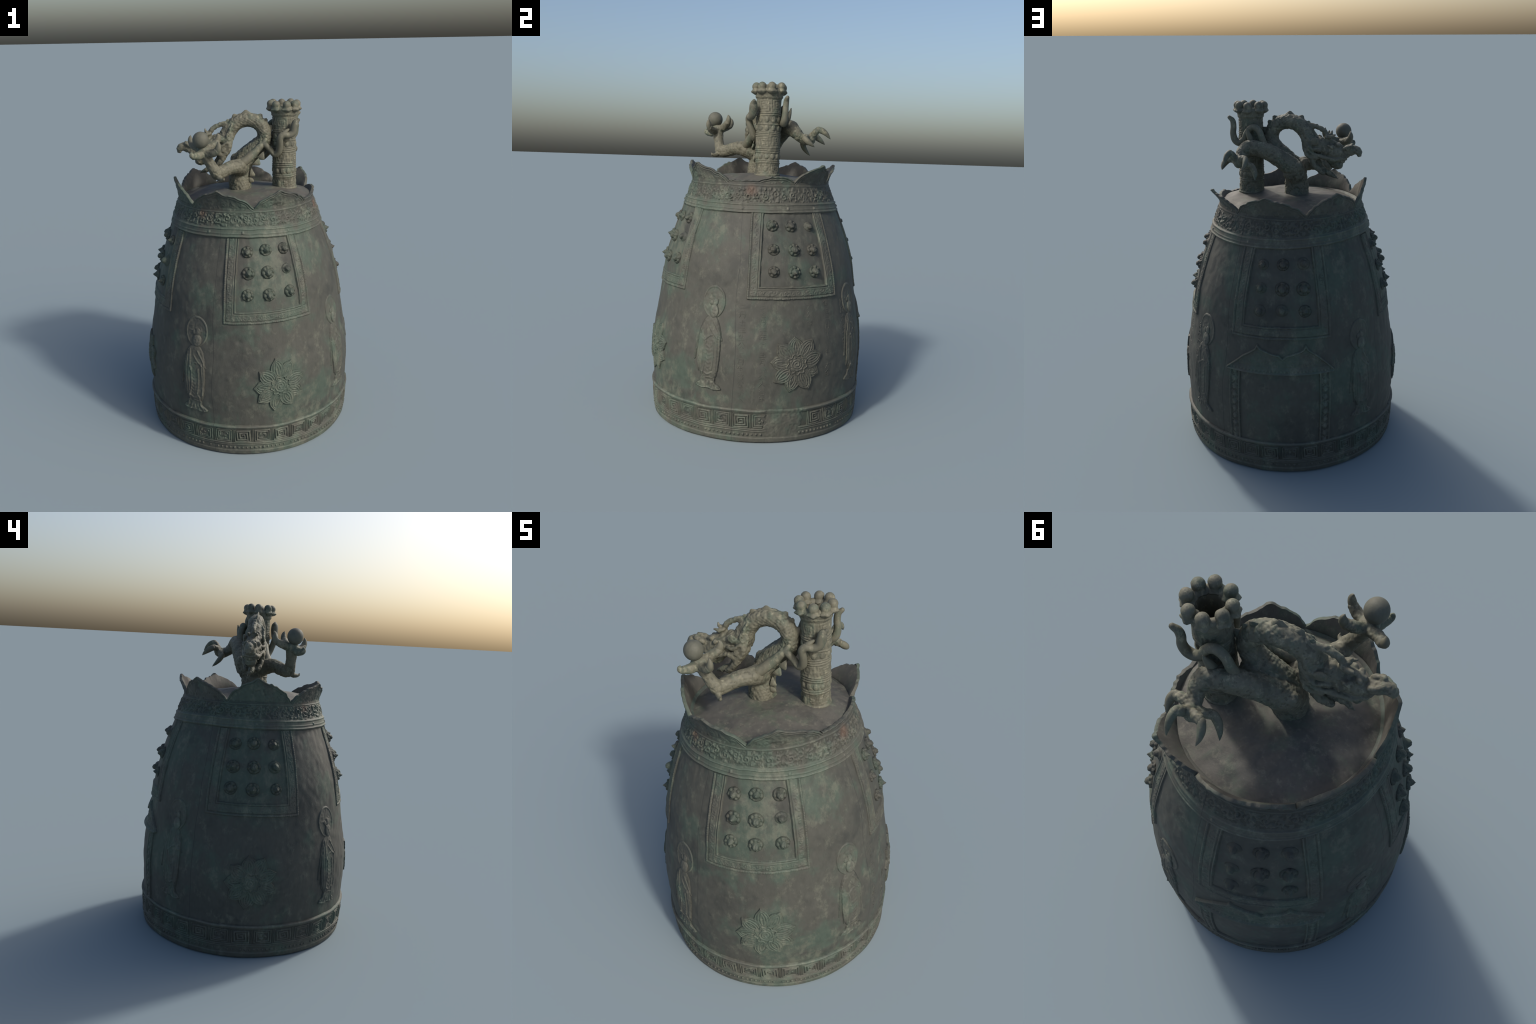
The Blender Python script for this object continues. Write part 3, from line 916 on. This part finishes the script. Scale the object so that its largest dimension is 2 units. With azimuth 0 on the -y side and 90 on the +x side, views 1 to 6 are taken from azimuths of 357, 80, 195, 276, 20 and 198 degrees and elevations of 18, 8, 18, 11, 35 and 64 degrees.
# ------------------------------------------------------------------ dragon
def ring_tube(ctrl, n=6, sides=14, flat=1.0):
    """swept tube through (x, y, z, r) rows with rounded ends"""
    C = catmull(ctrl, n)
    P, r = C[:, :3], np.maximum(C[:, 3], .0008)
    tan = np.gradient(P, axis=0)
    tan /= np.linalg.norm(tan, axis=1, keepdims=True)
    # rounded caps
    capA = [(P[0] - tan[0] * r[0] * math.sin(a), r[0] * math.cos(a), tan[0]) for a in (1.52, 1.2, .8, .4)]
    capB = [(P[-1] + tan[-1] * r[-1] * math.sin(a), r[-1] * math.cos(a), tan[-1]) for a in (.4, .8, 1.2, 1.52)]
    rows = capA + list(zip(P, r, tan)) + capB
    ref = np.array([0, 0, 1.0]) if abs(tan[0][2]) < .9 else np.array([0, 1.0, 0])
    V = []
    for p, rr, t in rows:
        a = ref - t * (ref @ t)
        a /= np.linalg.norm(a)
        b = np.cross(t, a)
        ref = a
        for i in range(sides):
            w = TAU * i / sides
            V.append(p + rr * (math.cos(w) * a + flat * math.sin(w) * b))
    m = len(rows)
    idx = np.arange(m * sides).reshape(m, sides)
    F = np.stack([idx[:-1], np.roll(idx[:-1], -1, 1), np.roll(idx[1:], -1, 1), idx[1:]], -1).reshape(-1, 4)
    F = [tuple(f) for f in F] + [tuple(idx[0][::-1]), tuple(idx[-1])]
    return np.array(V), F

def ball(c, r, rot=None, n=16, m=10):
    r = np.array(r if hasattr(r, "__len__") else (r, r, r), float)
    V, F = [], []
    for j in range(m + 1):
        a = math.pi * (j / m - .5)
        a = max(-1.55, min(1.55, a))
        for i in range(n):
            V.append((math.cos(a) * math.cos(TAU * i / n), math.cos(a) * math.sin(TAU * i / n), math.sin(a)))
    V = np.array(V) * r
    if rot is not None:
        V = V @ np.array(Matrix.Rotation(rot[1], 3, rot[0])).T
    for j in range(m):
        for i in range(n):
            F.append((j*n+i, j*n+(i+1) % n, (j+1)*n+(i+1) % n, (j+1)*n+i))
    F += [tuple(range(n))[::-1], tuple(range(m*n, m*n+n))]
    return V + np.array(c), F

def soup(parts):
    V, F, n = [], [], 0
    for v, f in parts:
        V.append(v)
        F += [tuple(i + n for i in q) for q in f]
        n += len(v)
    return np.vstack(V), F

def poly_mesh(name, V, F, smooth_shade=True):
    me = bpy.data.meshes.new(name)
    me.from_pydata([tuple(v) for v in V], [], F)
    for p in me.polygons:
        p.use_smooth = smooth_shade
    me.update()
    return me

SPINE = [(-.030, .000, 1.455, .072), (-.032, -.002, 1.50, .069), (-.030, .004, 1.565, .065), (-.010, .008, 1.626, .060), (.036, .010, 1.677, .055),
         (.080, .006, 1.720, .049), (.112, .000, 1.758, .045), (.120, -.008, 1.80, .043), (.104, -.008, 1.846, .042), (.062, -.006, 1.876, .042),
         (.010, -.003, 1.884, .043), (-.040, -.002, 1.870, .043), (-.080, -.004, 1.834, .044), (-.106, -.006, 1.790, .047), (-.128, -.008, 1.748, .050)]
ARM_L = [(-.030, -.020, 1.595, .055), (-.038, -.090, 1.622, .046), (-.086, -.138, 1.626, .040), (-.132, -.175, 1.614, .038), (-.164, -.212, 1.605, .037),
         (-.176, -.230, 1.616, .035), (-.200, -.236, 1.655, .030), (-.222, -.238, 1.695, .030), (-.238, -.240, 1.728, .034)]
ARM_R = [(-.035, .030, 1.585, .058), (-.018, .060, 1.634, .056), (.042, .086, 1.682, .051), (.108, .113, 1.727, .047), (.170, .132, 1.748, .045),
         (.215, .145, 1.748, .044), (.243, .168, 1.722, .036), (.246, .200, 1.692, .029), (.242, .235, 1.680, .029), (.236, .258, 1.684, .029)]
FINGERS_L = [[(-.240, -.245, 1.735, .0234), (-.268, -.272, 1.722, .0246), (-.294, -.298, 1.722, .0208)],
             [(-.225, -.255, 1.730, .0234), (-.192, -.282, 1.734, .0234), (-.168, -.300, 1.748, .0208)],
             [(-.230, -.225, 1.745, .0234), (-.195, -.202, 1.762, .0234), (-.168, -.188, 1.782, .0208)],
             [(-.250, -.220, 1.745, .0234), (-.286, -.190, 1.758, .0234), (-.308, -.160, 1.770, .0208)]]
TIPS_L = [(-.305, -.308, 1.748), (-.162, -.306, 1.801), (-.160, -.188, 1.832), (-.314, -.152, 1.820)]
FINGERS_R = [[(.242, .240, 1.692, .021), (.284, .216, 1.694, .020), (.316, .206, 1.688, .018)],
             [(.245, .258, 1.698, .021), (.262, .279, 1.726, .020), (.272, .293, 1.741, .018)],
             [(.234, .260, 1.698, .021), (.208, .277, 1.711, .020), (.189, .290, 1.711, .018)],
             [(.228, .250, 1.688, .021), (.198, .236, 1.674, .020), (.175, .227, 1.664, .018)]]
TIPS_R = [(.333, .261, 1.642), (.285, .364, 1.691), (.187, .357, 1.661), (.136, .280, 1.595)]
HY = -.010

def both(rows):
    """mirror a head strand about the head's own middle plane"""
    return [[(x, HY + s * y, z, r) for x, y, z, r in rows] for s in (1, -1)]

def head_parts():
    P = []
    T = lambda rows, **k: P.append(ring_tube(rows, **k))
    P.append(ball((-.165, HY, 1.752), (.062, .048, .050), ("Y", RAD(-32))))
    T([(-.150, HY, 1.750, .046), (-.205, HY, 1.738, .046), (-.255, HY, 1.718, .043), (-.298, HY, 1.715, .033), (-.334, HY, 1.727, .026),
       (-.364, HY, 1.737, .0255), (-.386, HY, 1.723, .021), (-.390, HY, 1.708, .013)])
    P.append(ball((-.264, HY, 1.664), (.030, .036, .044), ("Y", RAD(35))))
    T([(-.215, HY, 1.690, .020), (-.240, HY, 1.655, .022), (-.262, HY, 1.636, .016)])          # rolled tongue and palate
    T([(-.112, HY, 1.718, .034), (-.140, HY, 1.668, .027), (-.176, HY, 1.617, .022), (-.215, HY, 1.600, .018)])   # lower jaw root
    T([(-.200, HY, 1.605, .020), (-.235, HY, 1.592, .016), (-.258, HY + .012, 1.580, .010), (-.272, HY + .014, 1.571, .004)])  # beard
    for rows in both([(-.205, .036, 1.690, .014), (-.165, .050, 1.700, .015), (-.128, .052, 1.682, .017), (-.150, .046, 1.640, .017), (-.190, .034, 1.604, .015)]):
        T(rows)
    for rows in both([(-.300, .026, 1.690, .012), (-.255, .040, 1.680, .012), (-.215, .046, 1.690, .012), (-.175, .050, 1.700, .010)]):   # lips
        T(rows)
    for rows in both([(-.310, .024, 1.742, .012), (-.335, .026, 1.752, .013), (-.350, .018, 1.760, .010)]):      # nostrils
        T(rows)
    for s in (1, -1):
        P.append(ball((-.236, HY + s * .034, 1.754), (.022, .016, .013), ("Y", RAD(-20))))   # brow
        P.append(ball((-.216, HY + s * .040, 1.728), .0165))                                    # eye
        P.append(ball((-.270, HY + s * .022, 1.762), .012))
        P.append(ball((-.146, HY + s * .056, 1.783), (.026, .010, .022), ("Y", RAD(40))))     # ear
    for i, (a, b) in enumerate(((.0, .0), (.014, -.03), (.030, -.055))):                      # mane locks
        for rows in both([(-.175 + a, .050, 1.735 + b, .011), (-.130 + a * .6, .060, 1.742 + b * .8, .012), (-.094 + a * .3, .054, 1.775 + b * .6, .011), (-.070, .044, 1.812 + b * .4, .006)]):
            T(rows, sides=10)
    for rows in both([(-.125, .045, 1.765, .014), (-.098, .050, 1.800, .013), (-.082, .042, 1.842, .009), (-.070, .034, 1.866, .004)]):
        T(rows, sides=10)
    # crest lock arching over a gap from the nape to the brow
    T([(-.075, HY, 1.862, .018), (-.110, HY, 1.864, .016), (-.150, HY, 1.858, .014), (-.186, HY, 1.838, .013), (-.206, HY, 1.812, .014), (-.216, HY, 1.785, .018)])
    for s in (1, -1):
        T([(-.205, HY + s * .010, 1.806, .012), (-.226, HY + s * .022, 1.806, .0105), (-.246, HY + s * .026, 1.812, .006)], sides=10)
    T([(-.215, HY, 1.806, .011), (-.228, HY - .004, 1.824, .009), (-.232, HY - .004, 1.836, .005)], sides=10)
    T([(-.205, HY, 1.79, .016), (-.245, HY, 1.772, .014), (-.285, HY, 1.752, .013)])
    for a in range(5):                                                              # ridges of the palate
        z = 1.700 - a * .015
        T([(-.318 + a * .011, HY - .028, z, .006), (-.328 + a * .012, HY, z - .003, .007), (-.318 + a * .011, HY + .028, z, .006)], sides=8, n=4)
    return P

def limb_parts():
    P = [ring_tube(ARM_L), ring_tube(ARM_R, sides=18)]
    for f in FINGERS_L + FINGERS_R:
        P.append(ring_tube(f, sides=12))
    P += [ball((-.034, -.114, 1.632), (.034, .030, .032)), ball((-.052, .072, 1.640), (.034, .030, .036)), ball((-.01, .085, 1.60), (.035, .022, .035))]
    P += [ball((.095, .045, 1.705), (.050, .048, .040)), ball((.045, .040, 1.655), (.042, .045, .040))]
    P += [ball((-.242, -.242, 1.748), (.039, .037, .028)), ball((.236, .258, 1.686), (.034, .030, .022))]
    P.append(ring_tube([(-.238, -.262, 1.718, .012), (-.212, -.258, 1.672, .011), (-.185, -.250, 1.625, .011), (-.162, -.246, 1.594, .012)], sides=10))
    P.append(ring_tube([(-.165, -.240, 1.592, .018), (-.148, -.264, 1.580, .013), (-.136, -.282, 1.584, .009), (-.134, -.290, 1.594, .004)], sides=10))
    return P

def build_dragon():
    root = empty("dragon", BELL)
    V, F = soup([ring_tube(SPINE, sides=22)] + limb_parts() + head_parts())
    raw = poly_mesh("dragon_raw", V, F)
    o = obj("dragon_raw", raw, None)
    m = o.modifiers.new("union", "REMESH")
    m.mode = "VOXEL"; m.voxel_size = .0034; m.adaptivity = 0
    s = o.modifiers.new("soften", "SMOOTH")
    s.factor = .5; s.iterations = 5
    dg = bpy.context.evaluated_depsgraph_get()
    me = bpy.data.meshes.new_from_object(o.evaluated_get(dg))
    bpy.data.objects.remove(o)
    n = len(me.vertices)
    co = np.empty(n * 3, np.float32); me.vertices.foreach_get("co", co); co = co.reshape(-1, 3).astype(float)
    no = np.empty(n * 3, np.float32); me.vertices.foreach_get("normal", no); no = no.reshape(-1, 3).astype(float)
    # nearest place on the skeleton decides the anatomical part
    regions = {"head": [], "neck": [], "torso": [], "forelimb": [], "forelimb_b": []}
    C = catmull(SPINE, 8)
    half = len(C) * 7 // 14
    spine_t = np.arange(len(C))
    regions["torso"] = C[:half + 1, :3]
    regions["neck"] = C[half + 1:-10, :3]
    regions["head"] = np.vstack([C[-8:, :3], [(x, HY, z) for x, z in [(-.16, 1.75), (-.2, 1.74), (-.25, 1.72), (-.3, 1.71), (-.35, 1.73), (-.38, 1.72), (-.18, 1.63),
                                 (-.22, 1.60), (-.26, 1.58), (-.25, 1.65), (-.15, 1.70), (-.11, 1.865), (-.15, 1.858), (-.19, 1.838), (-.21, 1.81), (-.24, 1.81), (-.14, 1.66)]]])
    regions["forelimb"] = np.vstack([catmull(ARM_L, 6)[8:, :3]] + [np.array(f)[:, :3] for f in FINGERS_L] + [[(-.15, -.26, 1.58), (-.135, -.285, 1.585)]])
    regions["forelimb_b"] = np.vstack([catmull(ARM_R, 6)[8:, :3]] + [np.array(f)[:, :3] for f in FINGERS_R])
    names = list(regions)
    D = np.stack([np.min(np.linalg.norm(co[:, None, :] - regions[k][None], axis=2), 1) for k in names], 1)
    lab = np.argmin(D, 1)
    # scaly hide: overlapping bumps on body, wrinkles on limbs, stringy relief on the head
    p = co
    cell = (np.sin(p[:, 0] * 260 + 2 * np.sin(p[:, 2] * 90)) * np.sin(p[:, 2] * 260 + 2 * np.sin(p[:, 1] * 90)) * np.sin(p[:, 1] * 260 + 1.3))
    nz = vnoise(p[:, 0] * 95, p[:, 1] * 95, p[:, 2] * 95, 91)
    nf = vnoise(p[:, 0] * 45, p[:, 1] * 45, p[:, 2] * 45, 92)
    amp = np.array([.0026, .0019, .0021, .0017, .0021])[lab]
    disp = amp * (nz + .8 * nf) + np.array([.0008, .0018, .0018, .0007, .0014])[lab] * cell
    co2 = co + no * disp[:, None]
    me.vertices.foreach_set("co", co2.astype(np.float32).ravel())
    me.update()
    no2 = np.empty(n * 3, np.float32); me.vertices.foreach_get("normal", no2); no2 = no2.reshape(-1, 3)
    nf_ = len(me.polygons)
    tot = np.empty(nf_, np.int32); me.polygons.foreach_get("loop_total", tot)
    st = np.empty(nf_, np.int32); me.polygons.foreach_get("loop_start", st)
    lv = np.empty(len(me.loops), np.int32); me.loops.foreach_get("vertex_index", lv)
    quads = lv[st[tot == 4][:, None] + np.arange(4)]
    flab = lab[quads[:, 0]]
    for i, k in enumerate(names):
        q = quads[flab == i]
        used = np.unique(q)
        mp = np.full(n, -1); mp[used] = np.arange(len(used))
        nm = k.replace("_b", "")
        part = mesh_from(nm, co2[used], mp[q])
        part.normals_split_custom_set_from_vertices([tuple(v) for v in no2[used]])
        fd = disp[q].mean(1)
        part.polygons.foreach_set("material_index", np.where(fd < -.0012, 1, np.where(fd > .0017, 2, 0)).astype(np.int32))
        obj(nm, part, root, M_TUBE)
    bpy.data.meshes.remove(me)
    # claws
    for fs, tips in ((FINGERS_L, TIPS_L), (FINGERS_R, TIPS_R)):
        for f, t in zip(fs, tips):
            a, b = np.array(f[-2][:3]), np.array(f[-1][:3])
            t = np.array(t)
            d = (b - a) / np.linalg.norm(b - a)
            w = t - b
            V, F = ring_tube([(*(b - d * .010), .013), (*(b + d * .002), .0185), (*(b + w * .28 + d * .011), .0180), (*(b + w * .58 + d * .010), .0135),
                              (*(b + w * .82 + d * .005), .0078), (*t, .0016)], n=5, sides=12, flat=.86)
            obj("claw", poly_mesh("claw", V, F), root, M_DRAGON)
    # spurs on shoulder
    V, F = ring_tube([(.200, .118, 1.775, .018), (.212, .126, 1.808, .016), (.219, .134, 1.836, .010), (.2235, .139, 1.860, .003)], sides=10)
    obj("shoulder_spur", poly_mesh("shoulder_spur", V, F), root, M_DRAGON)
    # flame-like tendrils that lick round the tube
    for rows, fl in (([(.120, .105, 1.745, .016), (.140, .112, 1.790, .017), (.158, .108, 1.835, .016), (.185, .102, 1.858, .016), (.212, .098, 1.855, .016), (.238, .094, 1.825, .016),
                   (.255, .090, 1.788, .017), (.285, .084, 1.768, .018), (.312, .084, 1.782, .018), (.322, .087, 1.820, .016), (.318, .089, 1.860, .015),
                   (.322, .091, 1.892, .014), (.340, .093, 1.910, .010)], 1.0),
                 ([(.098, -.052, 1.748, .014), (.124, -.058, 1.738, .015), (.150, -.058, 1.712, .015), (.178, -.062, 1.684, .017), (.200, -.074, 1.702, .018), (.206, -.092, 1.745, .017), (.206, -.104, 1.785, .017),
                   (.226, -.104, 1.803, .017), (.258, -.098, 1.800, .017), (.284, -.094, 1.815, .019), (.294, -.092, 1.848, .021), (.300, -.092, 1.872, .018), (.314, -.092, 1.886, .009)], 1.0),
                 ([(.222, -.104, 1.803, .013), (.238, -.100, 1.820, .012), (.256, -.094, 1.832, .006)], 1.0),
                 ([(-.045, -.085, 1.630, .026), (-.005, -.085, 1.650, .024), (.045, -.066, 1.688, .022), (.082, -.058, 1.722, .019), (.112, -.050, 1.750, .016), (.128, -.036, 1.775, .010)], 1.0)):
        rows = [(x, y, z, r * 1.14) for x, y, z, r in rows]
        V, F = ring_tube(rows, sides=12, flat=fl)
        obj("tendril", poly_mesh("tendril", V, F), root, M_DRAGON)
    # dorsal fins: blunt triangular plates along the outer curve of the spine
    def fin(base, tip, length, thick):
        length, thick = length * 1.25, thick * 1.1
        base, tip = np.array(base, float), np.array(tip, float)
        i = int(np.argmin(np.linalg.norm(C[:, :3] - base, axis=1)))
        t = C[min(i + 1, len(C) - 1), :3] - C[max(i - 1, 0), :3]; t /= np.linalg.norm(t)
        up = tip - base
        up -= t * (up @ t) * .3
        side = np.cross(t, up); side /= np.linalg.norm(side)
        rows = []
        for f, w in ((0, 1), (.35, .86), (.7, .5), (1, .10)):
            c = base + (tip - base) * f
            L, W = length * (1 - f) + .006 * f, thick * w
            rows.append([c + t * L * math.cos(a) + side * W * math.sin(a) for a in np.linspace(0, TAU, 12, endpoint=False)])
        V = np.array(rows).reshape(-1, 3)
        idx = np.arange(48).reshape(4, 12)
        F = np.stack([idx[:-1], np.roll(idx[:-1], -1, 1), np.roll(idx[1:], -1, 1), idx[1:]], -1).reshape(-1, 4)
        F = [tuple(q) for q in F] + [tuple(idx[-1]), tuple(idx[0][::-1])]
        me = poly_mesh("dorsal_fin", V, F)
        bm = bmesh.new(); bm.from_mesh(me); bmesh.ops.recalc_face_normals(bm, faces=bm.faces); bm.to_mesh(me); bm.free()
        me.set_sharp_from_angle(angle=RAD(40))
        obj("dorsal_fin", me, root, M_DRAGON)
    fin((.012, -.006, 1.908), (.012, -.012, 1.943), .040, .012)
    fin((.080, -.004, 1.890), (.106, .002, 1.916), .032, .011)
    fin((.118, -.006, 1.858), (.139, -.002, 1.887), .028, .011)
    fin((-.048, -.004, 1.892), (-.062, -.016, 1.920), .030, .011)
    fin((-.085, -.006, 1.860), (-.103, -.012, 1.888), .026, .010)
    fin((.150, -.004, 1.815), (.172, -.002, 1.845), .030, .012)
    fin((.090, -.045, 1.678), (.112, -.060, 1.655), .028, .011)
    fin((.062, -.050, 1.640), (.088, -.065, 1.624), .026, .011)
    fin((.032, -.040, 1.575), (.058, -.046, 1.556), .022, .010)
    fin((.026, -.030, 1.535), (.052, -.036, 1.520), .020, .010)
    # wish-granting jewel in the raised claw
    V, F = ball((-.256, -.258, 1.806), (.0465, .0465, .0475), n=36, m=24)
    obj("jewel", poly_mesh("jewel", V, F), root, M_JEWEL)
build_dragon()
